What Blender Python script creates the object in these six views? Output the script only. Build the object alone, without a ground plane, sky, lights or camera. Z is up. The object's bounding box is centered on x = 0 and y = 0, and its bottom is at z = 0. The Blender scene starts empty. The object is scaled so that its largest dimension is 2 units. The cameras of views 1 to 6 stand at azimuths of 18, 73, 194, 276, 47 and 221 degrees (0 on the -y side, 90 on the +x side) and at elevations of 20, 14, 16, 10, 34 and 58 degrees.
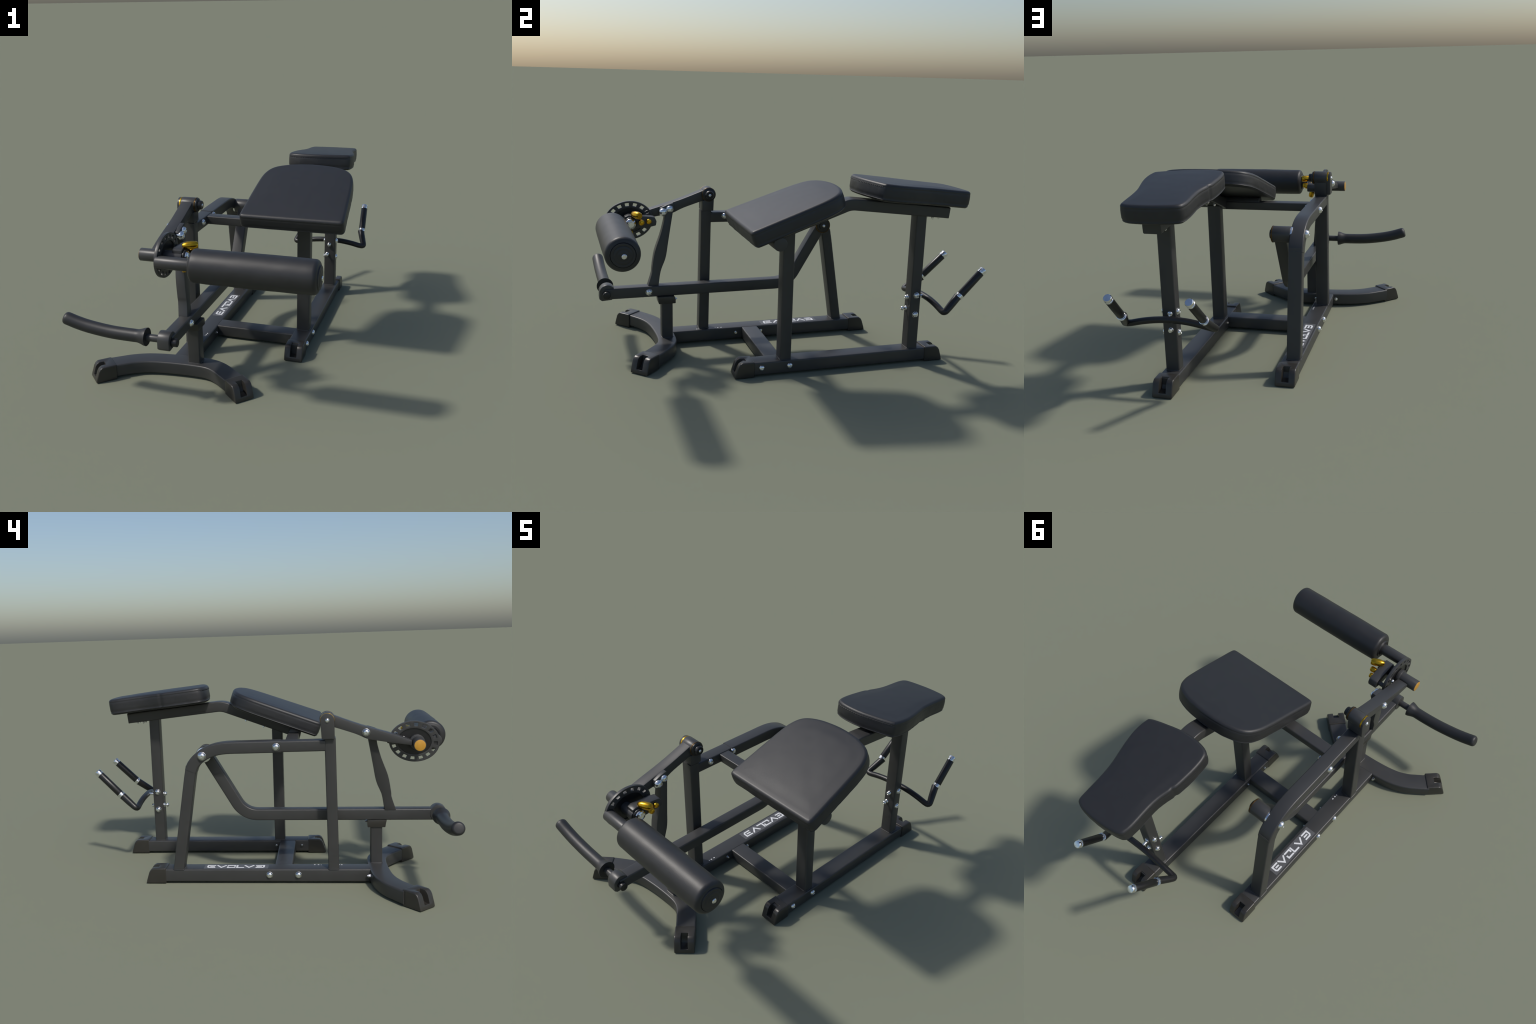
import bpy, bmesh, math, random
from mathutils import Vector, Matrix, noise

random.seed(7)
COL = bpy.context.scene.collection

# ------------------------------------------------------------------ materials
def principled(name):
    m = bpy.data.materials.new(name)
    m.use_nodes = True
    nt = m.node_tree
    return m, nt, nt.nodes["Principled BSDF"]

def coated(name, dark, light, rough, scale=14.0, bump=0.05, grain=420.0, spec=0.5, metallic=0.0, coat=0.0, vary=0.03):
    """Dark coating: slow tone variation, slight gloss variation and fine grain."""
    m, nt, b = principled(name)
    tc = nt.nodes.new("ShaderNodeTexCoord")
    n1 = nt.nodes.new("ShaderNodeTexNoise"); n1.inputs["Scale"].default_value = scale
    n1.inputs["Detail"].default_value = 5
    ramp = nt.nodes.new("ShaderNodeValToRGB")
    ramp.color_ramp.elements[0].position = 0.3; ramp.color_ramp.elements[0].color = (*dark, 1)
    ramp.color_ramp.elements[1].position = 0.72; ramp.color_ramp.elements[1].color = (*light, 1)
    n2 = nt.nodes.new("ShaderNodeTexNoise"); n2.inputs["Scale"].default_value = grain
    n2.inputs["Detail"].default_value = 2
    bp = nt.nodes.new("ShaderNodeBump"); bp.inputs["Strength"].default_value = bump
    bp.inputs["Distance"].default_value = 0.002
    mr = nt.nodes.new("ShaderNodeMapRange")
    mr.inputs["To Min"].default_value = rough - vary; mr.inputs["To Max"].default_value = rough + vary
    L = nt.links.new
    L(tc.outputs["Object"], n1.inputs["Vector"]); L(tc.outputs["Object"], n2.inputs["Vector"])
    L(n1.outputs["Fac"], ramp.inputs["Fac"]); L(ramp.outputs["Color"], b.inputs["Base Color"])
    L(n1.outputs["Fac"], mr.inputs["Value"]); L(mr.outputs["Result"], b.inputs["Roughness"])
    L(n2.outputs["Fac"], bp.inputs["Height"]); L(bp.outputs["Normal"], b.inputs["Normal"])
    b.inputs["Specular IOR Level"].default_value = spec
    b.inputs["Metallic"].default_value = metallic
    b.inputs["Coat Weight"].default_value = coat
    return m

STEEL = coated("powder_coated_steel", (0.0385, 0.0385, 0.0380), (0.0440, 0.0440, 0.0435), 0.40, 9, 0.05, 600)
VINYL = coated("black_vinyl", (0.0200, 0.0203, 0.0215), (0.0225, 0.0228, 0.0240), 0.46, 22, 0.12, 420, vary=0.015)
FOAM = coated("roller_vinyl", (0.020, 0.020, 0.0205), (0.024, 0.024, 0.0245), 0.47, 18, 0.10, 260)
RUBBER = coated("rubber_cap", (0.0300, 0.0280, 0.0240), (0.0350, 0.0325, 0.0280), 0.33, 20, 0.06, 300)
GRIP = coated("grip_rubber", (0.009, 0.009, 0.0095), (0.013, 0.013, 0.0135), 0.36, 30, 0.08, 500)
CHROME = coated("polished_steel", (0.78, 0.79, 0.80), (0.90, 0.91, 0.91), 0.19, 40, 0.0, 300, metallic=1.0)
GOLD = coated("gold_anodised", (0.64, 0.35, 0.022), (0.76, 0.44, 0.032), 0.24, 60, 0.0, 300, metallic=1.0)
ORANGE = coated("orange_plug", (0.50, 0.25, 0.028), (0.58, 0.30, 0.04), 0.42, 50, 0.03, 300)
BRONZE = coated("bronze_washer", (0.07, 0.040, 0.012), (0.13, 0.075, 0.022), 0.32, 60, 0.0, 300, metallic=0.7)
LABEL = coated("label_grey", (0.095, 0.096, 0.100), (0.110, 0.111, 0.115), 0.45, 40, 0.03, 500)
WHITE = coated("label_white", (0.72, 0.73, 0.74), (0.80, 0.80, 0.81), 0.5, 60, 0.0, 300)

# ------------------------------------------------------------------ helpers
ROOT = bpy.data.objects.new("leg_curl_machine", None)
COL.objects.link(ROOT)
ROOT["label"] = "black steel prone leg curl bench with two padded cushions"
ROOT["category"] = "gym machine"

def finish(bm, name, mat, parent=None, angle=38, stuff=False):
    bmesh.ops.remove_doubles(bm, verts=bm.verts, dist=1e-6)
    bmesh.ops.recalc_face_normals(bm, faces=bm.faces)
    me = bpy.data.meshes.new(name)
    bm.to_mesh(me); bm.free()
    for p in me.polygons: p.use_smooth = True
    me.set_sharp_from_angle(angle=math.radians(angle))
    me.materials.append(mat)
    ob = bpy.data.objects.new(name, me)
    COL.objects.link(ob)
    ob.parent = parent or ROOT
    if stuff: ob["kind"] = "stuff"
    return ob

def rounded_rect(w, h, r, seg=4):
    pts = []
    for cx, cy, a0 in ((w/2-r, h/2-r, 0), (-w/2+r, h/2-r, 90), (-w/2+r, -h/2+r, 180), (w/2-r, -h/2+r, 270)):
        for i in range(seg+1):
            a = math.radians(a0 + 90*i/seg)
            pts.append((cx + r*math.cos(a), cy + r*math.sin(a)))
    return pts

def circle(r, n=28):
    return [(r*math.cos(2*math.pi*i/n), r*math.sin(2*math.pi*i/n)) for i in range(n)]

def fillet_path(pts, radii, seg=10):
    """Polyline with its inner corners rounded; radii given per inner corner."""
    P = [Vector(p) for p in pts]
    out = [P[0]]
    for i in range(1, len(P)-1):
        a = (P[i-1]-P[i]); b = (P[i+1]-P[i])
        la, lb = a.length, b.length
        a.normalize(); b.normalize()
        ang = a.angle(b); r = radii[i-1]
        t = min(r/math.tan(ang/2), la*0.49, lb*0.49)
        r = t*math.tan(ang/2)
        c = P[i] + (a+b).normalized()*(r/math.sin(ang/2))
        s, e = P[i]+a*t-c, P[i]+b*t-c
        for k in range(seg+1):
            out.append(c + s.normalized().slerp(e.normalized(), k/seg)*r)
    out.append(P[-1])
    return out

def sweep(bm, path, section, side, scales=None, cap=True):
    """Sweep a 2D section (side, normal axes) along a path; side is the fixed sideways axis."""
    path = [Vector(p) for p in path]
    side = Vector(side).normalized()
    rings = []
    n = len(path)
    for i, p in enumerate(path):
        if i == 0: t = path[1]-path[0]
        elif i == n-1: t = path[-1]-path[-2]
        else:
            t = (path[i+1]-path[i]).normalized() + (path[i]-path[i-1]).normalized()
        t.normalize()
        s = (side - t*side.dot(t)).normalized()
        u = t.cross(s)
        k = 1.0
        if 0 < i < n-1:
            c = (path[i+1]-path[i]).normalized().dot(t)
            k = 1/max(c, 0.5)
        sc = scales[i] if scales else (1, 1)
        rings.append([bm.verts.new(p + s*(x*sc[0]) + u*(y*sc[1]*k)) for x, y in section])
    m = len(section)
    for a, b in zip(rings, rings[1:]):
        for j in range(m):
            bm.faces.new((a[j], a[(j+1) % m], b[(j+1) % m], b[j]))
    if cap:
        for r in (rings[0], rings[-1]):
            bm.faces.new(r)
    return rings

def tube(name, path, w, h, side, mat=STEEL, parent=None, r=0.007):
    bm = bmesh.new()
    sweep(bm, path, rounded_rect(w, h, r), side)
    return finish(bm, name, mat, parent)

def pipe(name, path, r, mat=STEEL, parent=None, side=(0, 0, 1), scales=None, n=28):
    bm = bmesh.new()
    sweep(bm, path, circle(r, n), side, scales)
    return finish(bm, name, mat, parent)

def lathe(bm, profile, origin, axis, n=32):
    """Revolve (radius, height) profile about an axis through origin."""
    rot = Vector((0, 0, 1)).rotation_difference(Vector(axis).normalized()).to_matrix()
    o = Vector(origin)
    rings = []
    for r, h in profile:
        if r < 1e-6:
            rings.append([bm.verts.new(o + rot @ Vector((0, 0, h)))])
        else:
            rings.append([bm.verts.new(o + rot @ Vector((r*math.cos(2*math.pi*i/n), r*math.sin(2*math.pi*i/n), h))) for i in range(n)])
    for a, b in zip(rings, rings[1:]):
        for j in range(n):
            k = (j+1) % n
            if len(a) == 1 and len(b) == 1: continue
            if len(a) == 1: bm.faces.new((a[0], b[j], b[k]))
            elif len(b) == 1: bm.faces.new((a[j], a[k], b[0]))
            else: bm.faces.new((a[j], a[k], b[k], b[j]))

def turned(name, profile, origin, axis, mat, parent=None, n=32, angle=38):
    bm = bmesh.new()
    lathe(bm, profile, origin, axis, n)
    return finish(bm, name, mat, parent, angle)

def drum(r, h0, h1, c=0.003):
    """Cylinder profile with chamfered rims."""
    return [(0, h0), (r-c, h0), (r-c*0.3, h0+c*0.3), (r, h0+c), (r, h1-c), (r-c*0.3, h1-c*0.3), (r-c, h1), (0, h1)]

def block(name, lo, hi, mat, parent=None, bevel=0.004, seg=2):
    bm = bmesh.new()
    bmesh.ops.create_cube(bm, size=1)
    lo, hi = Vector(lo), Vector(hi)
    for v in bm.verts:
        v.co = Vector([(lo[i]+hi[i])/2 + v.co[i]*(hi[i]-lo[i]) for i in range(3)])
    if bevel: bmesh.ops.bevel(bm, geom=list(bm.edges), offset=bevel, segments=seg, affect='EDGES', profile=0.6)
    return finish(bm, name, mat, parent, 50)

# --- bolts: shared meshes
def bolt_mesh():
    bm = bmesh.new()
    prof = [(0, -0.25), (1.06, -0.25), (1.1, -0.1), (1.06, 0.03), (1.0, 0.06), (0.96, 0.24), (0.84, 0.46), (0.66, 0.63), (0.42, 0.73), (0.30, 0.745), (0.26, 0.70), (0.22, 0.64), (0, 0.64)]
    lathe(bm, prof, (0, 0, 0), (0, 0, 1), 28)
    ob = finish(bm, "bolt", CHROME, None, 40)
    me = ob.data; bpy.data.objects.remove(ob)
    return me

def nut_mesh():
    bm = bmesh.new()
    lathe(bm, [(0, -0.2), (1.25, -0.2), (1.25, 0.1), (1.0, 0.12), (1.0, 0.85), (0.9, 1.0), (0.6, 1.0), (0.58, 1.5), (0.5, 1.6), (0, 1.6)], (0, 0, 0), (0, 0, 1), 6)
    ob = finish(bm, "nut", CHROME, None, 25)
    me = ob.data; bpy.data.objects.remove(ob)
    return me

BOLT, NUT = bolt_mesh(), nut_mesh()

def fastener(me, name, loc, axis, r, parent):
    ob = bpy.data.objects.new(name, me)
    COL.objects.link(ob)
    rot = Vector((0, 0, 1)).rotation_difference(Vector(axis).normalized())
    ob.rotation_mode = 'QUATERNION'; ob.rotation_quaternion = rot
    ob.location = loc; ob.scale = (r, r, r)
    ob.parent = parent
    return ob

def bolt(loc, axis, r, parent): return fastener(BOLT, "bolt", loc, axis, r, parent)
def nut(loc, axis, r, parent): return fastener(NUT, "nut", loc, axis, r, parent)

def weld(parent, cx, cy, z, w, d, r=0.0035):
    """Bead of weld round the base of a post standing on a rail."""
    bm = bmesh.new()
    sec = circle(1.0, 8)
    ring = rounded_rect(w+0.002, d+0.002, 0.009, 5)
    n = len(ring); rows = []
    for i in range(n):
        a = Vector(ring[i-1]); b = Vector(ring[(i+1) % n]); t = (b-a).normalized()
        nrm = Vector((t.y, -t.x)); k = r*(0.8+0.35*noise.noise((ring[i][0]*70, ring[i][1]*70, cx*9)))
        rows.append([bm.verts.new((cx+ring[i][0]+nrm.x*x*k, cy+ring[i][1]+nrm.y*x*k, z+y*k)) for x, y in sec])
    for i in range(n):
        A, B = rows[i], rows[(i+1) % n]
        for j in range(8):
            bm.faces.new((A[j], A[(j+1) % 8], B[(j+1) % 8], B[j]))
    finish(bm, "weld_bead", STEEL, parent)

# ------------------------------------------------------------------ rubber end caps
def end_cap(parent, start, direction, length, width=0.102, top=0.083):
    """Slotted rubber foot at the end of a floor rail; start is on the floor, direction points outward."""
    d = Vector((direction[0], direction[1], 0)).normalized()
    s = Vector((-d.y, d.x, 0))
    prof = [(0, 0), (length, 0), (length-0.004, 0.018), (length-0.018, top-0.022), (length-0.026, top-0.009), (length-0.038, top-0.001), (length-0.045, top), (0, top)]
    bm = bmesh.new()
    A = [bm.verts.new(Vector((l, -width/2, z))) for l, z in prof]
    B = [bm.verts.new(Vector((l, width/2, z))) for l, z in prof]
    n = len(prof)
    bm.faces.new(A); bm.faces.new(B[::-1])
    for i in range(n):
        bm.faces.new((A[i], A[(i+1) % n], B[(i+1) % n], B[i]))
    bmesh.ops.recalc_face_normals(bm, faces=bm.faces)
    edges = [e for e in bm.edges if e.calc_face_angle(0) > 0.6]
    bmesh.ops.bevel(bm, geom=edges, offset=0.006, segments=3, affect='EDGES', profile=0.6)
    cap = finish(bm, "end_cap", RUBBER, parent, 35)
    # slot for the transport wheel
    bm = bmesh.new()
    sl = [(length-0.066, top+0.03), (length-0.066, top-0.030), (length-0.052, 0.026), (length-0.018, 0.020), (length+0.03, 0.034), (length+0.03, top+0.03)]
    hw = 0.0185
    A = [bm.verts.new(Vector((l, -hw, z))) for l, z in sl]
    B = [bm.verts.new(Vector((l, hw, z))) for l, z in sl]
    n = len(sl)
    bm.faces.new(A); bm.faces.new(B[::-1])
    for i in range(n):
        bm.faces.new((A[i], A[(i+1) % n], B[(i+1) % n], B[i]))
    cut = finish(bm, "cutter", RUBBER)
    mod = cap.modifiers.new("slot", 'BOOLEAN'); mod.object = cut; mod.operation = 'DIFFERENCE'; mod.solver = 'EXACT'
    bev = cap.modifiers.new("rim", 'BEVEL'); bev.width = 0.0028; bev.segments = 2; bev.limit_method = 'ANGLE'; bev.angle_limit = math.radians(40)
    dg = bpy.context.evaluated_depsgraph_get()
    me = bpy.data.meshes.new_from_object(cap.evaluated_get(dg))
    cap.modifiers.clear(); cap.data = me
    me.name = "end_cap"
    bpy.data.objects.remove(cut)
    M = Matrix(((d.x, s.x, 0, start[0]), (d.y, s.y, 0, start[1]), (0, 0, 1, 0), (0, 0, 0, 1)))
    me.transform(M)
    for p in me.polygons: p.use_smooth = True
    me.set_sharp_from_angle(angle=math.radians(38))
    return cap

# ------------------------------------------------------------------ floor frame
Z0, Z1 = 0.0085, 0.0770
ZC, ZH = (Z0+Z1)/2, Z1-Z0
LX, RX = -0.181, 0.368          # rail centre lines
RW = 0.097                      # rail width

left_rail = tube("floor_rail", [(LX, -0.582, ZC), (LX, 0.56, ZC)], RW, ZH, (1, 0, 0))
right_rail = tube("floor_rail", [(RX, -0.29, ZC), (RX, 0.79, ZC)], RW-0.001, ZH, (1, 0, 0))
end_cap(left_rail, (LX, 0.515), (0, 1), 0.110)
end_cap(right_rail, (RX+0.002, 0.742), (0, 1), 0.109)
end_cap(right_rail, (RX+0.002, -0.236), (0, -1), 0.106)

cross = tube("floor_crossbar", [(LX+RW/2-0.004, -0.115, ZC), (RX-0.04, -0.115, ZC)], 0.094, ZH-0.003, (0, 1, 0))

# curved front foot
FX = -0.173
right_run = [(0.350, -0.746), (0.290, -0.696), (0.240, -0.657), (0.198, -0.633), (0.150, -0.620), (0.08, -0.617), (0.0, -0.620)]
left_run = [(0.354, -0.751), (0.300, -0.711), (0.250, -0.677), (0.190, -0.650), (0.127, -0.634), (0.06, -0.625)]
def smooth_chain(pts, sub=6):
    P = [Vector(p) for p in pts]; out = []
    for i in range(len(P)-1):
        p0 = P[i-1] if i else P[0]*2-P[1]
        p1, p2 = P[i], P[i+1]
        p3 = P[i+2] if i+2 < len(P) else P[-1]*2-P[-2]
        for k in range(sub):
            t = k/sub
            out.append(0.5*((2*p1)+(p2-p0)*t+(2*p0-5*p1+4*p2-p3)*t*t+(3*p1-p0-3*p2+p3)*t**3))
    out.append(P[-1])
    return out
full = [(FX+u, v, ZC+0.0006) for u, v in right_run] + [(FX-u, v, ZC+0.0006) for u, v in left_run[::-1]]
chain = smooth_chain(full)
bm = bmesh.new()
sec = [(y, x) for x, y in rounded_rect(0.103, ZH, 0.008)]
sweep(bm, chain, sec, (0, 0, 1))
front_foot = finish(bm, "front_foot", STEEL)
for sgn in (1, -1):
    d = Vector((sgn*0.73, -0.69, 0)).normalized()
    st = Vector((FX+sgn*0.336, -0.7395 + 0.0055*sgn, 0))
    end_cap(front_foot, st, d, 0.114, 0.106)

# rail hardware
for y in (-0.045, -0.198):
    bolt((LX-RW/2-0.002, y, 0.047), (-1, 0, 0), 0.0165, left_rail)
    nut((LX+RW/2, y, 0.047), (1, 0, 0), 0.0075, left_rail)
    bolt((RX+RW/2-0.002, y, 0.047), (1, 0, 0), 0.0165, right_rail)
    nut((RX-RW/2+0.002, y, 0.047), (-1, 0, 0), 0.0075, right_rail)
for x in (LX-RW/2-0.016, LX+RW/2+0.016):
    nut((x, -0.572, 0.047), (0, 1, 0), 0.0095, front_foot)

# ------------------------------------------------------------------ left side frame: arch, post, pivot head
AX, AW, AH = -0.194, 0.073, 0.0585
arch_leg = tube("arch_leg", [(AX, 0.444, Z1-0.003), (AX, 0.3625, 0.570), (AX, 0.350, 0.635)], AW, AH, (1, 0, 0))
weld(arch_leg, AX, 0.443, Z1+0.001, AW, AH)
bend = smooth_chain([(AX, 0.3540, 0.612), (AX, 0.3405, 0.644), (AX, 0.310, 0.678), (AX, 0.259, 0.709), (AX, 0.181, 0.7285), (AX, 0.05, 0.7315), (AX, -0.12, 0.733)], 6)
arch_bend = tube("arch_bend", bend, AW+0.003, AH+0.003, (1, 0, 0))
top_tube = tube("top_tube", [(AX, -0.11, 0.733), (AX, -0.372, 0.735)], AW-0.0025, AH-0.001, (1, 0, 0))
main_post = tube("upright_post", [(AX, -0.385, Z1-0.003), (AX, -0.374, 0.772)], AW+0.001, 0.057, (1, 0, 0))
weld(main_post, AX, -0.384, Z1+0.001, AW, 0.055)
bolt((AX-AW/2-0.0035, 0.290, 0.692), (-1, 0, 0), 0.021, arch_bend)
bolt((AX-AW/2-0.002, -0.097, 0.733), (-1, 0, 0), 0.0185, arch_bend)
for y in (-0.112, -0.269):
    bolt((AX+AW/2+0.001, y, 0.742), (1, 0, 0), 0.0155, top_tube)

# pivot head on top of the post
PV = Vector((0, -0.361, 0.866))
bm = bmesh.new()
prof = [(-0.398, 0.772), (-0.332, 0.772)] + [(-0.361+0.036*math.cos(a), 0.866+0.036*math.sin(a)) for a in [math.pi*i/14 for i in range(15)]]
for x0, x1 in ((-0.252, -0.228), (-0.229, -0.157)):
    if x0 < -0.25:
        P = prof
    else:
        P = [(-0.398, 0.772), (-0.333, 0.772), (-0.330, 0.850), (-0.396, 0.830)]
    A = [bm.verts.new((x0, y, z)) for y, z in P]; B = [bm.verts.new((x1, y, z)) for y, z in P]
    n = len(P)
    bm.faces.new(A); bm.faces.new(B[::-1])
    for i in range(n): bm.faces.new((A[i], A[(i+1) % n], B[(i+1) % n], B[i]))
bmesh.ops.recalc_face_normals(bm, faces=bm.faces)
bmesh.ops.bevel(bm, geom=[e for e in bm.edges if e.calc_face_angle(0) > 0.6], offset=0.004, segments=2, affect='EDGES', profile=0.6)
pivot_head = finish(bm, "pivot_head", STEEL)
turned("gold_ring", drum(0.0372, -0.004, 0.004, 0.001), (-0.236, PV.y, PV.z), (1, 0, 0), GOLD, pivot_head)
turned("washer_ring", drum(0.0395, 0, 0.006, 0.0015), (-0.157, PV.y, PV.z), (1, 0, 0), BRONZE, pivot_head)
turned("hub_cap", [(0, 0), (0.037, 0), (0.037, 0.006), (0.034, 0.009), (0.025, 0.011), (0.024, 0.026), (0.021, 0.030), (0.010, 0.030), (0, 0.030)], (-0.152, PV.y, PV.z), (1, 0, 0), GRIP, pivot_head)
bolt((-0.125, PV.y, PV.z), (1, 0, 0), 0.009, pivot_head)
bolt((-0.252, PV.y, PV.z), (-1, 0, 0), 0.0105, pivot_head)

# ------------------------------------------------------------------ swinging roller arm
def slab(name, outline, x0, x1, mat, parent=None, bevel=0.005, shear=None, seg=2):
    """Solid cut from a side-view outline (y, z) between two x planes."""
    bm = bmesh.new()
    sh = shear or (lambda y, z: 0.0)
    A = [bm.verts.new((x0+sh(y, z), y, z)) for y, z in outline]
    B = [bm.verts.new((x1+sh(y, z), y, z)) for y, z in outline]
    n = len(outline)
    bm.faces.new(A); bm.faces.new(B[::-1])
    side = []
    for i in range(n):
        bm.faces.new((A[i], A[(i+1) % n], B[(i+1) % n], B[i]))
    bmesh.ops.recalc_face_normals(bm, faces=bm.faces)
    rim = [e for e in bm.edges if e.calc_face_angle(0) > 0.55]
    bmesh.ops.bevel(bm, geom=rim, offset=bevel, segments=seg, affect='EDGES', profile=0.6)
    return finish(bm, name, mat, parent, 40)

arm_outline = smooth_chain([(-0.372, 0.896), (-0.46, 0.862), (-0.556, 0.828), (-0.70, 0.785), (-0.786, 0.753)], 4) + \
              smooth_chain([(-0.786, 0.728), (-0.70, 0.741), (-0.61, 0.756), (-0.56, 0.766), (-0.50, 0.793), (-0.372, 0.836)], 4)
swing_arm = slab("swing_arm", arm_outline, -0.227, -0.164, STEEL, bevel=0.006)
turned("pivot_barrel", drum(0.0385, -0.232, -0.157, 0.003), (0, PV.y, PV.z), (1, 0, 0), STEEL, swing_arm)
bolt((-0.229, -0.556, 0.799), (-1, 0, 0), 0.0185, swing_arm)

DC = Vector((-0.14, -0.806, 0.737))
turned("axle_sleeve", drum(0.0315, -0.2665, -0.045, 0.003), (0, -0.820, 0.734), (1, 0, 0), STEEL, swing_arm)
turned("axle_collar", drum(0.040, -0.168, -0.144, 0.004), (0, -0.818, 0.735), (1, 0, 0), STEEL, swing_arm)
turned("axle_plug", drum(0.0280, -0.2678, -0.258, 0.001), (0, -0.820, 0.734), (1, 0, 0), ORANGE, swing_arm)

# perforated adjustment disc: oval rim with square holes, recessed web
def perforated_disc():
    bm = bmesh.new()
    N = 16
    a0, b0 = 0.1295, 0.1060      # outer half axes (y, z)
    a1, b1 = 0.086, 0.068        # inner edge of the rim
    ra, rb = 0.128, 0.100        # hole band start/stop fractions below
    sub = 6                      # segments per hole pitch
    radial = [0.0, 0.30, 0.73, 1.0]   # inner edge, hole start, hole end, outer edge
    def pt(u, f):
        a = 2*math.pi*(u-0.25/16)
        A = a1+(a0-a1)*f; B = b1+(b0-b1)*f
        # slightly rolled so that the long axis dips toward the lever side
        y, z = A*math.cos(a), B*math.sin(a)
        c, s = math.cos(0.10), math.sin(0.10)
        return DC.y + y*c - z*s, DC.z + y*s + z*c
    layers = {}
    for k, x in enumerate((DC.x-0.008, DC.x+0.008)):
        for i in range(N*sub):
            for j, f in enumerate(radial):
                y, z = pt(i/(N*sub), f)
                layers[(k, i, j)] = bm.verts.new((x, y, z))
    M = N*sub
    hole = lambda i, j: j == 1 and (i % sub) in (1, 2, 3, 4) and (i % sub) not in (4,)
    solid = {}
    for i in range(M):
        for j in range(3):
            solid[(i, j)] = not (j == 1 and (i % sub) < 3)
    for i in range(M):
        i2 = (i+1) % M
        for j in range(3):
            if not solid[(i, j)]: continue
            for k in (0, 1):
                bm.faces.new((layers[(k, i, j)], layers[(k, i2, j)], layers[(k, i2, j+1)], layers[(k, i, j+1)]))
            # walls
            if j == 2: bm.faces.new((layers[(0, i, 3)], layers[(0, i2, 3)], layers[(1, i2, 3)], layers[(1, i, 3)]))
            if j == 0: bm.faces.new((layers[(0, i, 0)], layers[(0, i2, 0)], layers[(1, i2, 0)], layers[(1, i, 0)]))
            if j == 0 and not solid[(i, 1)]: bm.faces.new((layers[(0, i, 1)], layers[(0, i2, 1)], layers[(1, i2, 1)], layers[(1, i, 1)]))
            if j == 2 and not solid[(i, 1)]: bm.faces.new((layers[(0, i, 2)], layers[(0, i2, 2)], layers[(1, i2, 2)], layers[(1, i, 2)]))
            if j == 1:
                for ii, ni in ((i, (i-1) % M), (i2, i2)):
                    if not solid[(ni, 1)]:
                        bm.faces.new((layers[(0, ii, 1)], layers[(0, ii, 2)], layers[(1, ii, 2)], layers[(1, ii, 1)]))
    bmesh.ops.recalc_face_normals(bm, faces=bm.faces)
    rim = [e for e in bm.edges if len(e.link_faces) == 2 and e.calc_face_angle(0) > 0.9]
    bmesh.ops.bevel(bm, geom=rim, offset=0.0018, segments=2, affect='EDGES', profile=0.6)
    disc = finish(bm, "perforated_disc", STEEL, None, 35)
    bm = bmesh.new()
    for x in (DC.x-0.0025, DC.x+0.0025):
        vs = [bm.verts.new((x, *pt(i/72, 0.05))) for i in range(72)]
        bm.faces.new(vs)
    finish(bm, "disc_web", GRIP, disc)
    return disc
disc = perforated_disc()

# latch block with gold pull knob
TLT = 0.06
latch = slab("latch_block", [(-0.842, 0.706), (-0.836, 0.775), (-0.815, 0.783), (-0.70, 0.772), (-0.678, 0.768), (-0.668, 0.745), (-0.672, 0.722), (-0.70, 0.716)], -0.097, -0.046, STEEL, bevel=0.005)
turned("latch_pin", drum(0.012, -0.135, -0.09, 0.002), (0, -0.700, 0.744), (1, 0, 0), STEEL, latch)
turned("hub_washer", [(0, 0), (0.033, 0), (0.035, 0.003), (0.035, 0.011), (0.032, 0.015), (0.026, 0.016), (0, 0.016)], (-0.047, -0.808, 0.738), (1, 0, 0), GRIP, latch)
turned("hub_nut", [(0, 0), (0.0285, 0), (0.0285, 0.003), (0.025, 0.008), (0.018, 0.011), (0.016, 0.009), (0.012, 0.009), (0.010, 0.014), (0, 0.014)], (-0.032, -0.808, 0.738), (1, 0, 0), CHROME, latch)
def spindle(name, a, b, r, parent, prof=((0, 0), (0.45, 0.0), (0.72, 0.1), (0.92, 0.3), (1.0, 0.55), (0.97, 0.8), (0.86, 0.94), (0.7, 1.0), (0, 1.0))):
    a, b = Vector(a), Vector(b); L = (b-a).length
    return turned(name, [(p*r, q*L) for p, q in prof], a, b-a, GOLD, parent, 20, 50)
spindle("pull_knob", (-0.059, -0.796, 0.787), (0.008, -0.763, 0.787), 0.0205, latch)
spindle("pull_knob", (-0.046, -0.754, 0.748), (-0.004, -0.752, 0.747), 0.0160, latch)
spindle("pull_knob", (-0.050, -0.712, 0.748), (-0.026, -0.711, 0.748), 0.0145, latch)
spindle("pull_knob", (-0.056, -0.808, 0.708), (-0.042, -0.811, 0.661), 0.0165, latch)
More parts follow.
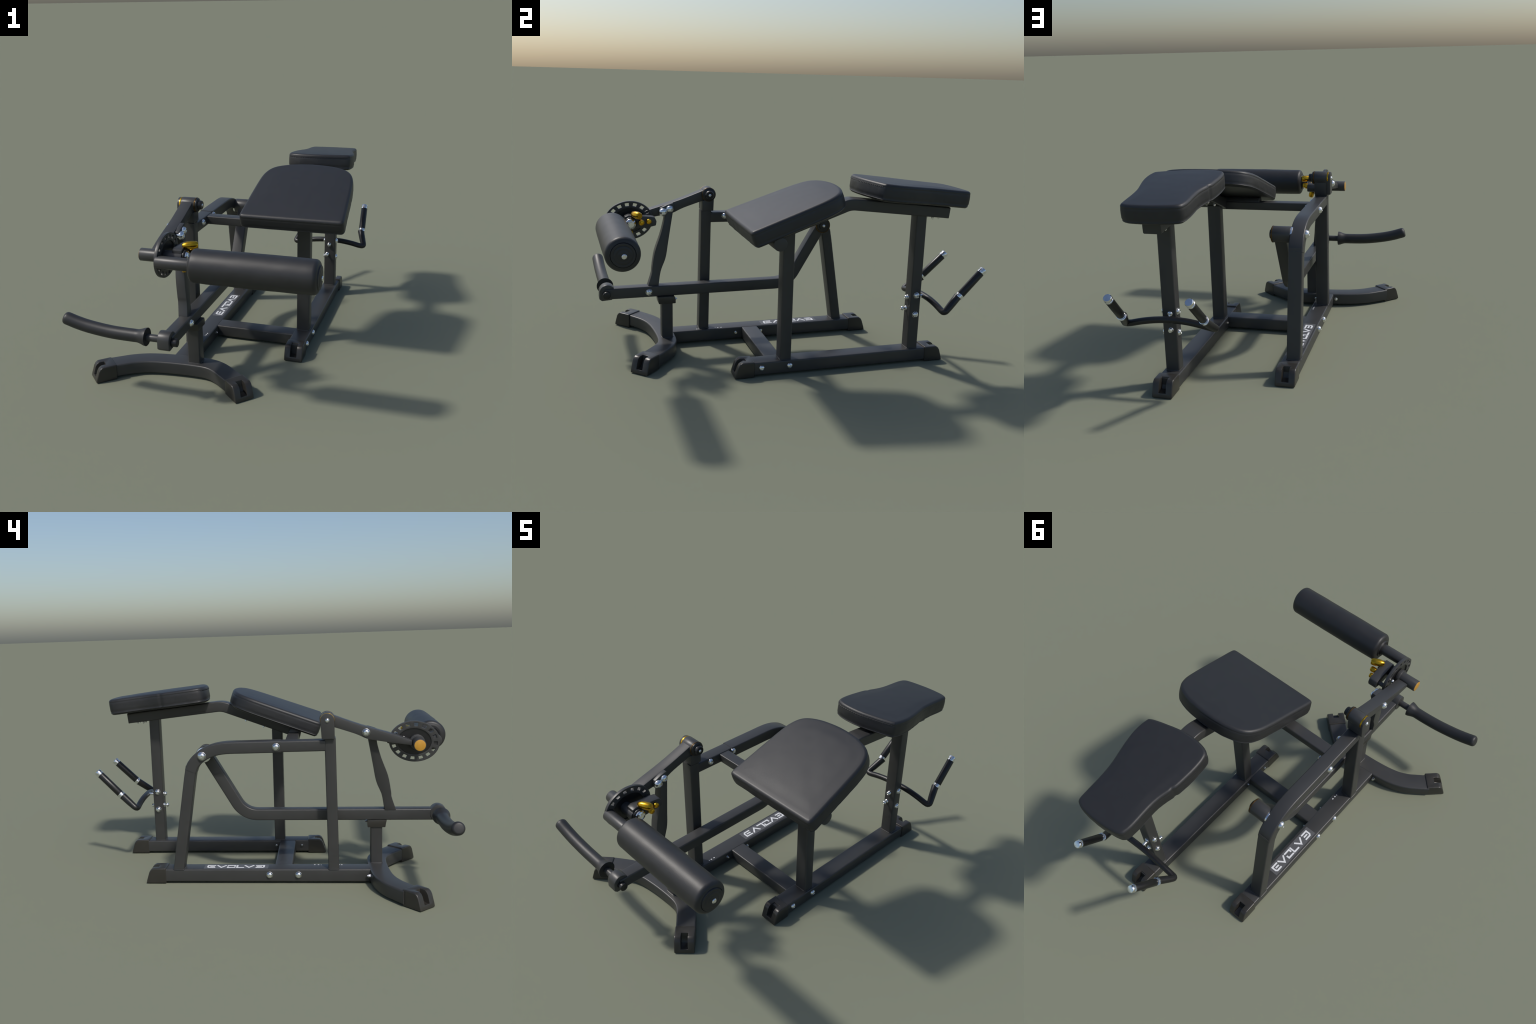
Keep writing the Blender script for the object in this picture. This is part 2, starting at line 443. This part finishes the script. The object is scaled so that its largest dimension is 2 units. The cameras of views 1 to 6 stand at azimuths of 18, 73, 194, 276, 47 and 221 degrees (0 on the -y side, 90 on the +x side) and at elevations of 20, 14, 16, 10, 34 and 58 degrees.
# ankle roller and its tube
RC = Vector((0, -0.914, 0.739))
bolt((-0.152, -0.748, 0.752), (-1, 0, 0), 0.013, disc)
turned("roller_tube", drum(0.031, -0.142, 0.10, 0.003), (0, RC.y-0.002, RC.z), (1, 0, 0), STEEL, disc)
def roller_profile():
    R = 0.0805
    p = [(0, 0.026), (0.033, 0.026), (0.036, 0.024), (0.037, 0.032), (0.047, 0.028), (0.050, 0.036), (0.056, 0.035), (0.0605, 0.038)]
    for i in range(7):
        a = math.radians(90*i/6)
        p.append((R-0.020+0.020*math.sin(a), 0.058-0.020*math.cos(a)))
    for k in range(1, 20):
        p.append((R+0.0012*math.sin(math.pi*k/20), 0.058+(0.615-0.058)*k/20))
    for i in range(7):
        a = math.radians(90*i/6)
        p.append((R-0.022+0.022*math.cos(a), 0.615+0.022*math.sin(a)))
    p += [(0.058, 0.638), (0.056, 0.6365), (0.054, 0.6425), (0.045, 0.6440), (0.0435, 0.6434), (0.042, 0.6448), (0.028, 0.6460), (0.026, 0.6455), (0.024, 0.6468), (0, 0.6470)]
    return p
roller = turned("ankle_roller", roller_profile(), (0, RC.y, RC.z), (1, 0, 0), FOAM, None, 64, 60)
for v in roller.data.vertices:
    c = v.co
    if 0.05 < c.x < 0.61:
        k = 0.0011*noise.noise(c*9) + 0.0006*noise.noise(c*31)
        d = Vector((0, c.y-RC.y, c.z-RC.z)).normalized()
        v.co = c + d*k
turned("roller_bolt", [(0, 0), (0.012, 0), (0.012, 0.002), (0.009, 0.005), (0, 0.006)], (0.647, RC.y+0.004, RC.z-0.004), (1, 0, 0), CHROME, roller, 20)

# ------------------------------------------------------------------ link strut between swing arm and lever
back = smooth_chain([(-0.560, 0.800), (-0.568, 0.759), (-0.581, 0.690), (-0.596, 0.609), (-0.612, 0.526), (-0.641, 0.453), (-0.656, 0.370)], 5)
front = smooth_chain([(-0.716, 0.370), (-0.692, 0.442), (-0.688, 0.475), (-0.671, 0.563), (-0.634, 0.664), (-0.612, 0.751), (-0.620, 0.790)], 5)
link = slab("link_strut", back+front, -0.136, -0.086, STEEL, bevel=0.005, shear=lambda y, z: -0.052*(z-0.38)/0.40)
weld_link = block("link_foot_weld", (-0.134, -0.710, 0.369), (-0.084, -0.655, 0.378), STEEL, link, 0.003)
lug = slab("link_lug", [(-0.640, 0.758), (-0.636, 0.798), (-0.600, 0.815), (-0.563, 0.826), (-0.553, 0.800), (-0.566, 0.770), (-0.60, 0.752)], -0.166, -0.142, STEEL, bevel=0.004)
bolt((-0.138, -0.619, 0.776), (1, 0, 0), 0.0215, lug)
bolt((-0.139, -0.583, 0.792), (1, 0, 0), 0.0190, lug)
turned("lug_spacer", drum(0.022, -0.165, -0.138, 0.004), (0, -0.618, 0.777), (1, 0, 0), CHROME, lug)

# ------------------------------------------------------------------ plate lever
VX, VW, VH = -0.100, 0.065, 0.060
lever_path = fillet_path([(VX, 0.283, 0.678), (VX, 0.092, 0.350), (VX, -0.945, 0.345)], [0.13], 16)
lever = tube("plate_lever", lever_path, VW, VH, (1, 0, 0))
turned("lever_barrel", drum(0.0425, -0.157, -0.062, 0.003), (0, 0.292, 0.687), (1, 0, 0), STEEL, lever)
turned("washer_ring", drum(0.0435, -0.064, -0.057, 0.0015), (0, 0.292, 0.687), (1, 0, 0), BRONZE, lever)
turned("washer_ring", drum(0.040, -0.166, -0.155, 0.0015), (0, 0.292, 0.687), (1, 0, 0), CHROME, lever)
turned("hub_cap", [(0, 0), (0.039, 0), (0.037, 0.004), (0.024, 0.005), (0.023, 0.012), (0.010, 0.013), (0, 0.013)], (-0.058, 0.292, 0.687), (1, 0, 0), GRIP, lever)
bolt((-0.047, 0.292, 0.687), (1, 0, 0), 0.009, lever)
bolt((VX+VW/2, -0.711, 0.344), (1, 0, 0), 0.0175, lever)
nut((VX, -0.690, 0.318), (0, 0, -1), 0.006, lever)

# weight peg
clamp = slab("peg_clamp", [(-0.935+0.044*math.cos(a), 0.350+0.046*math.sin(a)) for a in [math.radians(-60+ i*15) for i in range(16)]] + [(-0.979, 0.318), (-0.965, 0.306)], -0.136, -0.074, STEEL, bevel=0.005)
turned("peg_stub", drum(0.021, -0.080, -0.043, 0.003), (0, -0.941, 0.344), (1, 0, 0), GRIP, clamp)
turned("peg_shaft", drum(0.0185, -0.235, -0.10, 0.002), (0, -0.938, 0.352), (1, 0, 0), STEEL, clamp)
def peg_sleeve():
    ctrl = [(-0.205, -0.938, 0.354), (-0.300, -0.938, 0.354), (-0.400, -0.940, 0.358), (-0.500, -0.943, 0.371), (-0.570, -0.945, 0.386), (-0.632, -0.947, 0.405)]
    path = smooth_chain(ctrl, 8)
    n = len(path); sc = []
    for i, p in enumerate(path):
        t = i/(n-1); k = 1.0
        if i < 8: k = 1.0 + 0.50*max(0, 1-i/4.0)**1.3
        if i == 0: k = 1.40
        sc.append((k, k))
    # rounded far end
    e, d = path[-1], (path[-1]-path[-2]).normalized()
    for a in (25, 50, 70, 85):
        path.append(e + d*0.016*math.sin(math.radians(a))); k = (1-0.42)+0.42*math.cos(math.radians(a)); sc.append((k, k))
    return pipe("peg_sleeve", path, 0.0325, FOAM, clamp, (0, 0, 1), sc, 36)
peg_sleeve()

# front stub post with bumper
SX = -0.090
stub = tube("stub_post", [(SX, -0.613, Z1-0.003), (SX, -0.613, 0.285)], 0.067, 0.062, (1, 0, 0))
weld(stub, SX, -0.613, Z1+0.001, 0.067, 0.062)
bumper = slab("rubber_bumper", [(-0.660, 0.276), (-0.566, 0.276), (-0.566, 0.298), (-0.572, 0.317), (-0.668, 0.317), (-0.664, 0.300)], -0.130, -0.050, RUBBER, stub, 0.004)
nut((-0.075, -0.566, 0.297), (0, 1, 0), 0.0065, stub)

# ------------------------------------------------------------------ right side: posts, bench beam
PX = 0.367
front_post = tube("bench_post", [(PX, -0.0655, Z1-0.003), (PX, -0.0655, 0.752)], 0.074, 0.061, (1, 0, 0))
weld(front_post, PX, -0.0655, Z1+0.001, 0.072, 0.059)
rear_post = tube("bench_post", [(PX, 0.671, Z1-0.003), (PX, 0.670, 0.83)], 0.071, 0.060, (1, 0, 0))
weld(rear_post, PX, 0.671, Z1+0.001, 0.069, 0.058)
BX = 0.368
beam_path = fillet_path([(BX, 0.826, 0.8345), (BX, 0.257, 0.895), (BX, -0.150, 0.744)], [0.13], 14)
beam = tube("bench_beam", beam_path, 0.090, 0.060, (1, 0, 0))
cross_tube = tube("bench_tie", [(-0.160, -0.172, 0.735), (0.40, -0.172, 0.735)], 0.064, 0.046, (0, 1, 0), r=0.006)
turned("seat_support_tube", drum(0.034, 0.130, 0.602, 0.003), (0, -0.177, 0.748), (1, 0, 0), STEEL, beam)
nrm_f = Vector((0, 0.35, -0.94)); nrm_r = Vector((0, 0.1, -1))
for y, z in ((0.115, 0.811), (0.012, 0.774)):
    nut((BX-0.025, y, z), nrm_f, 0.007, beam)
for y in (0.770, 0.735):
    nut((BX-0.028, y, 0.811), nrm_r, 0.0065, beam)
    nut((BX+0.028, y, 0.811), nrm_r, 0.0065, beam)

# post bolts
for z in (0.381, 0.272):
    bolt((PX+0.035, 0.674, z), (1, 0, 0), 0.0165, rear_post)
    bolt((PX-0.035, 0.672, z), (-1, 0, 0), 0.0165, rear_post)
for z, x, reach in ((0.364, 0.364, 0.011), (0.297, 0.352, 0.023)):
    bolt((x, 0.642, z), (0, -1, 0), 0.0135, rear_post)
    turned("bolt_shank", drum(0.006, 0, reach, 0.001), (x, 0.642, z), (0, -1, 0), CHROME, rear_post, 16)
    bolt((x, 0.642-reach, z), (0, -1, 0), 0.0115, rear_post)
    bolt((0.361, 0.699, z-0.003 if z < 0.33 else z+0.013), (0, 1, 0), 0.0140, rear_post)
turned("bolt_shank", drum(0.008, 0, 0.040, 0.001), (0.361, 0.696, 0.366), (0, 1, 0), CHROME, rear_post, 16)
turned("bolt_shank", drum(0.010, 0, 0.020, 0.0015), (0.361, 0.697, 0.293), (0, 1, 0), CHROME, rear_post, 16)

# ------------------------------------------------------------------ hand grips
def handle():
    c = Vector((0.340, 0, 0))
    pts = [(0.146, 0.842, 0.408), (0.124, 0.785, 0.362), (0.108, 0.747, 0.333), (0.142, 0.746, 0.337), (0.200, 0.746, 0.350), (0.270, 0.745, 0.360), (0.343, 0.745, 0.363)]
    mir = [(0.684-x, y+0.002, z) for x, y, z in pts[:-1]][::-1]
    path = fillet_path(pts[:3]+[pts[3]], [0.2, 0.012], 4)[:-1] + smooth_chain([pts[3], pts[4], pts[5], pts[6], mir[0], mir[1], mir[2]], 6)
    path += fillet_path([mir[2], mir[3], mir[4], mir[5]], [0.012, 0.2], 4)[1:]
    P = [Vector(p) for p in path]
    sc = []
    for p in P:
        e = max(0, (p.y-0.752)/0.085); k = 1.0 + 0.26*min(1, e*1.5)
        sc.append((k, k))
    bm = bmesh.new()
    # rotation-minimising frames
    rings = []; prev = Vector((0, 0, 1)); n = 24
    for i, p in enumerate(P):
        t = (P[min(i+1, len(P)-1)]-P[max(i-1, 0)]).normalized()
        s = (prev - t*prev.dot(t)).normalized(); prev = s; u = t.cross(s)
        r = 0.0168*sc[i][0]
        rings.append([bm.verts.new(p+s*r*math.cos(2*math.pi*k/n)+u*r*math.sin(2*math.pi*k/n)) for k in range(n)])
    for a, b in zip(rings, rings[1:]):
        for j in range(n): bm.faces.new((a[j], a[(j+1) % n], b[(j+1) % n], b[j]))
    bm.faces.new(rings[0]); bm.faces.new(rings[-1])
    bar = finish(bm, "handle_bar", GRIP, None, 60)
    for base, tip in (((0.137, 0.834, 0.403), (0.1515, 0.974, 0.541)), ((0.543, 0.842, 0.403), (0.5353, 0.982, 0.542))):
        a, b = Vector(base), Vector(tip); ax = b-a; L = ax.length
        turned("grip_collar", [(0, 0.0), (0.0215, 0.0), (0.0225, 0.003), (0.0225, 0.007), (0.0195, 0.009), (0.0195, 0.013), (0.0225, 0.015), (0.0225, 0.019), (0.019, 0.021), (0, 0.021)], a, ax, CHROME, bar, 28)
        turned("hand_grip", drum(0.0205, 0.018, L-0.018, 0.003), a, ax, GRIP, bar, 28)
        turned("grip_end_cap", [(0, L-0.020), (0.0205, L-0.020), (0.0215, L-0.017), (0.0215, L-0.012), (0.019, L-0.010), (0.019, L-0.007), (0.021, L-0.005), (0.021, L+0.004), (0.018, L+0.008), (0.014, L+0.0085), (0, L+0.0085)], a, ax, CHROME, bar, 28)
    return bar
handle()

# ------------------------------------------------------------------ upholstered pads
def closed_spline(ctrl, n):
    P = [Vector(p) for p in ctrl]; m = len(P); out = []
    sub = 24
    for i in range(m):
        p0, p1, p2, p3 = P[i-1], P[i], P[(i+1) % m], P[(i+2) % m]
        for k in range(sub):
            t = k/sub
            # centripetal-ish blend through uniform Catmull-Rom
            out.append(0.5*((2*p1)+(p2-p0)*t+(2*p0-5*p1+4*p2-p3)*t*t+(3*p1-p0-3*p2+p3)*t**3))
    d = [0]
    for i in range(len(out)): d.append(d[-1]+(out[(i+1) % len(out)]-out[i]).length)
    res = []; j = 0
    for i in range(n):
        s = d[-1]*i/n
        while d[j+1] < s: j += 1
        f = (s-d[j])/max(d[j+1]-d[j], 1e-9)
        res.append(out[j].lerp(out[(j+1) % len(out)], f))
    return res

def pad(name, ctrl, y0, z0, slope, thick, edge, crown, seed, centre, n=240, creases=()):
    """Cushion: outline in plan (x, y) laid on a tilted plane; rings build rounded edges, seam and crown."""
    L = math.sqrt(1+slope*slope)
    nrm = Vector((0, -slope/L, 1/L))
    O = closed_spline(ctrl, n)
    N = []
    for i in range(n):
        t = (O[(i+1) % n]-O[i-1]).normalized()
        N.append(Vector((t.y, -t.x)))
    # outward check
    area = sum(O[i].x*O[(i+1) % n].y-O[(i+1) % n].x*O[i].y for i in range(n))
    if area < 0: N = [-v for v in N]
    bm = bmesh.new()
    def ring(inset, h, amp=0.0):
        vs = []
        for i in range(n):
            dent = sum(dp*math.exp(-((O[i].x-cx)**2+(O[i].y-cy)**2)/(wd*wd)) for cx, cy, wd, dp in creases)
            q = O[i] - N[i]*(inset+dent)
            w = Vector((q.x, q.y, z0+slope*(q.y-y0)))
            if amp:
                k = amp*(noise.noise(Vector((q.x*16, q.y*16, h*30+seed)))+0.5*noise.noise(Vector((q.x*55, q.y*55, h*60+seed))))
                w += Vector((N[i].x, N[i].y, 0))*k
            vs.append(bm.verts.new(w + nrm*h))
        return vs
    R = []
    R.append(ring(0.020, -thick-0.001))
    R.append(ring(0.012, -thick, 0.0014))
    R.append(ring(0.005, -thick+0.005, 0.0016))
    R.append(ring(0.0010, -thick+0.010, 0.0016))
    R.append(ring(0.0026, -thick+0.0120, 0.0014))
    for k in range(1, 5):
        R.append(ring(-0.001*math.sin(math.pi*k/5), -thick+0.0120+(thick-0.0120-edge-0.004)*k/5, 0.0012))
    R.append(ring(0.0, -edge-0.004, 0.0006))
    R.append(ring(0.0009, -edge-0.0018, 0.0004))
    R.append(ring(0.0004, -edge, 0.0004))
    for a in (15, 30, 45, 60, 75, 90):
        a = math.radians(a)
        R.append(ring(edge*(1-math.cos(a)), -edge+edge*math.sin(a)))
    for a, b in zip(R, R[1:]):
        for j in range(n): bm.faces.new((a[j], a[(j+1) % n], b[(j+1) % n], b[j]))
    bm.faces.new(R[0])
    last = R[-1]
    C = Vector((centre[0], centre[1], z0+slope*(centre[1]-y0)))
    base = [v.co.copy() for v in last]
    steps = 14
    hx = max(abs(q.x-centre[0]) for q in O); hy = max(abs(q.y-centre[1]) for q in O)
    for s in range(1, steps):
        f = s/steps
        ff = f
        cur = []
        for j in range(n):
            p = base[j].lerp(C, ff)
            bx = (p.x-centre[0])/hx; by = (p.y-centre[1])/hy
            h = crown*max(0, 1-bx*bx)*max(0, 1-by*by)*min(1, f*4) + 0.0005*noise.noise(Vector((p.x*14, p.y*14, seed)))*min(1, f*5)
            cur.append(bm.verts.new(p + nrm*h))
        for j in range(n): bm.faces.new((last[j], last[(j+1) % n], cur[(j+1) % n], cur[j]))
        last = cur
    cv = bm.verts.new(C+nrm*crown)
    for j in range(n): bm.faces.new((last[j], last[(j+1) % n], cv))
    return finish(bm, name, VINYL, None, 60)

sc = 0.348
half = [(0.10, -0.3265), (0.20, -0.326), (0.256, -0.3255), (0.274, -0.321), (0.281, -0.307), (0.281, -0.27), (0.276, -0.18), (0.271, -0.08), (0.264, 0.02), (0.254, 0.075), (0.232, 0.120), (0.195, 0.150), (0.13, 0.172), (0.06, 0.182)]
seat_outline = [(x, y-0.006) for x, y in [(sc+u, v) for u, v in half] + [(sc, 0.185)] + [(sc-u, v) for u, v in half[::-1]] + [(sc, -0.3265)]]
seat = pad("seat_pad", seat_outline, -0.322, 0.8200, 0.361, 0.086, 0.017, 0.006, 3.1, (sc, -0.05))

head_outline = [(0.520, 0.383), (0.500, 0.374), (0.444, 0.357), (0.350, 0.335), (0.270, 0.330), (0.210, 0.337), (0.172, 0.356),
                (0.158, 0.392), (0.154, 0.45), (0.1555, 0.50), (0.159, 0.555), (0.1655, 0.592), (0.180, 0.65), (0.186, 0.70), (0.1855, 0.76), (0.1835, 0.82), (0.186, 0.86),
                (0.198, 0.892), (0.238, 0.909), (0.338, 0.921), (0.426, 0.919), (0.464, 0.909), (0.4825, 0.891), (0.4865, 0.84), (0.489, 0.763), (0.496, 0.683),
                (0.512, 0.610), (0.525, 0.555), (0.5355, 0.49), (0.5365, 0.44), (0.531, 0.402), (0.527, 0.388)]
head = pad("chest_pad", head_outline, 0.89, 0.959, -0.113, 0.090, 0.015, 0.006, 8.7, (0.338, 0.62), creases=[(0.163, 0.590, 0.010, 0.0045)])

# stitched seam along the front edge of the chest pad
def front_seam():
    L = math.sqrt(1+0.113**2); nrm = Vector((0, 0.113/L, 1/L))
    pts = [p for p in closed_spline(head_outline, 240)]
    run = [p for p in pts if p.y < 0.381 and 0.165 < p.x < 0.519]
    run.sort(key=lambda p: -p.x)
    def lift(p, h, out):
        c = Vector((0.338, 0.62)); o = (Vector((p.x, p.y))-c).normalized()*out
        q = Vector((p.x+o.x, p.y+o.y, 0)); q.z = 0.959-0.113*(q.y-0.89)
        return q + nrm*h
    bm = bmesh.new()
    sweep(bm, [lift(p, -0.0165, 0.0002) for p in run], circle(0.0019, 8), (0, 0, 1))
    sweep(bm, [lift(p, -0.0105, -0.0020) for p in run], circle(0.0016, 8), (0, 0, 1))
    seam = finish(bm, "seam_piping", VINYL, head)
    bm = bmesh.new()
    for i in range(2, len(run)-3, 2):
        a, b = lift(run[i], -0.0205, 0.0006), lift(run[i+1], -0.0195, 0.0006)
        sweep(bm, [a, a.lerp(b, 0.5)+Vector((0, -0.0008, 0)), b], circle(0.0016, 6), (0, 0, 1))
    finish(bm, "stitching", VINYL, head, stuff=True)
front_seam()

# ------------------------------------------------------------------ lettering on the left rail
lab = block("label_plate", (-0.215, -0.036, Z1-0.002), (-0.150, 0.311, Z1+0.0006), LABEL, left_rail, 0)

def ribbon(bm, pts, w, z):
    """Flat mitred stroke through 2D points (reading direction u, letter height v)."""
    P = [Vector(p) for p in pts]; Lf, Rt = [], []
    for i, p in enumerate(P):
        d0 = (P[i]-P[i-1]).normalized() if i else (P[1]-P[0]).normalized()
        d1 = (P[i+1]-P[i]).normalized() if i < len(P)-1 else d0
        t = (d0+d1).normalized(); nn = Vector((-t.y, t.x)); k = w/2/max(0.35, nn.dot(Vector((-d0.y, d0.x))))
        Lf.append(p+nn*k); Rt.append(p-nn*k)
    def W(q, h): return bm.verts.new((-0.2045+q.y, 0.2965-q.x, z+h))
    top = [(W(a, 0.0008), W(b, 0.0008)) for a, b in zip(Lf, Rt)]
    bot = [(W(a, 0), W(b, 0)) for a, b in zip(Lf, Rt)]
    for i in range(len(P)-1):
        bm.faces.new((top[i][0], top[i][1], top[i+1][1], top[i+1][0]))
        bm.faces.new((bot[i][0], bot[i][1], bot[i+1][1], bot[i+1][0]))
        for s in (0, 1):
            bm.faces.new((top[i][s], top[i+1][s], bot[i+1][s], bot[i][s]))
    for i in (0, -1):
        bm.faces.new((top[i][0], top[i][1], bot[i][1], bot[i][0]))

H, SW = 0.044, 0.0095
h0, h1, hm = SW/2, H-SW/2, H/2
def glyph_e(u, wd, flip=False):
    f = (lambda x: u+wd-x) if flip else (lambda x: u+x)
    a = [(f(wd), h1), (f(0.005), h1), (f(0.005), h0+0.008), (f(0.012), h0), (f(wd), h0)]
    b = [(f(0.016), hm), (f(wd-0.004), hm)]
    return [a, b]
def glyph_v(u, wd): return [[(u+0.003, h1+0.003), (u+wd*0.5, h0+0.002), (u+wd-0.003, h1+0.003)]]
def glyph_o(u, wd): return [[(u+0.001, h1), (u+wd-0.005, h1), (u+wd-0.005, hm-0.001)], [(u+0.005, hm+0.001), (u+0.005, h0), (u+wd-0.001, h0)]]
def glyph_l(u, wd): return [[(u+0.004, H), (u+0.004, h0), (u+wd, h0)]]
strokes = []
pitch = 0.0535
strokes += glyph_e(0.000, 0.046)
strokes += glyph_v(0.051, 0.055)
strokes += glyph_o(0.109, 0.047)
strokes += glyph_l(0.160, 0.042)
strokes += glyph_v(0.200, 0.056)
strokes += glyph_e(0.264, 0.049, True)
bm = bmesh.new()
for s in strokes: ribbon(bm, s, SW, Z1+0.0004)
finish(bm, "lettering", WHITE, left_rail, 30)

# tiny printed marks by the upright
bm = bmesh.new()
for y, x, l in ((-0.283, -0.152, 0.008), (-0.303, -0.152, 0.008), (-0.318, -0.153, 0.004), (-0.415, -0.152, 0.005), (-0.427, -0.153, 0.008)):
    bmesh.ops.create_cube(bm, size=1, matrix=Matrix.Translation((x, y, Z1+0.0003)) @ Matrix.Diagonal((0.006, l, 0.0012, 1)))
finish(bm, "printed_mark", WHITE, left_rail, 30, stuff=True)

bpy.context.view_layer.update()
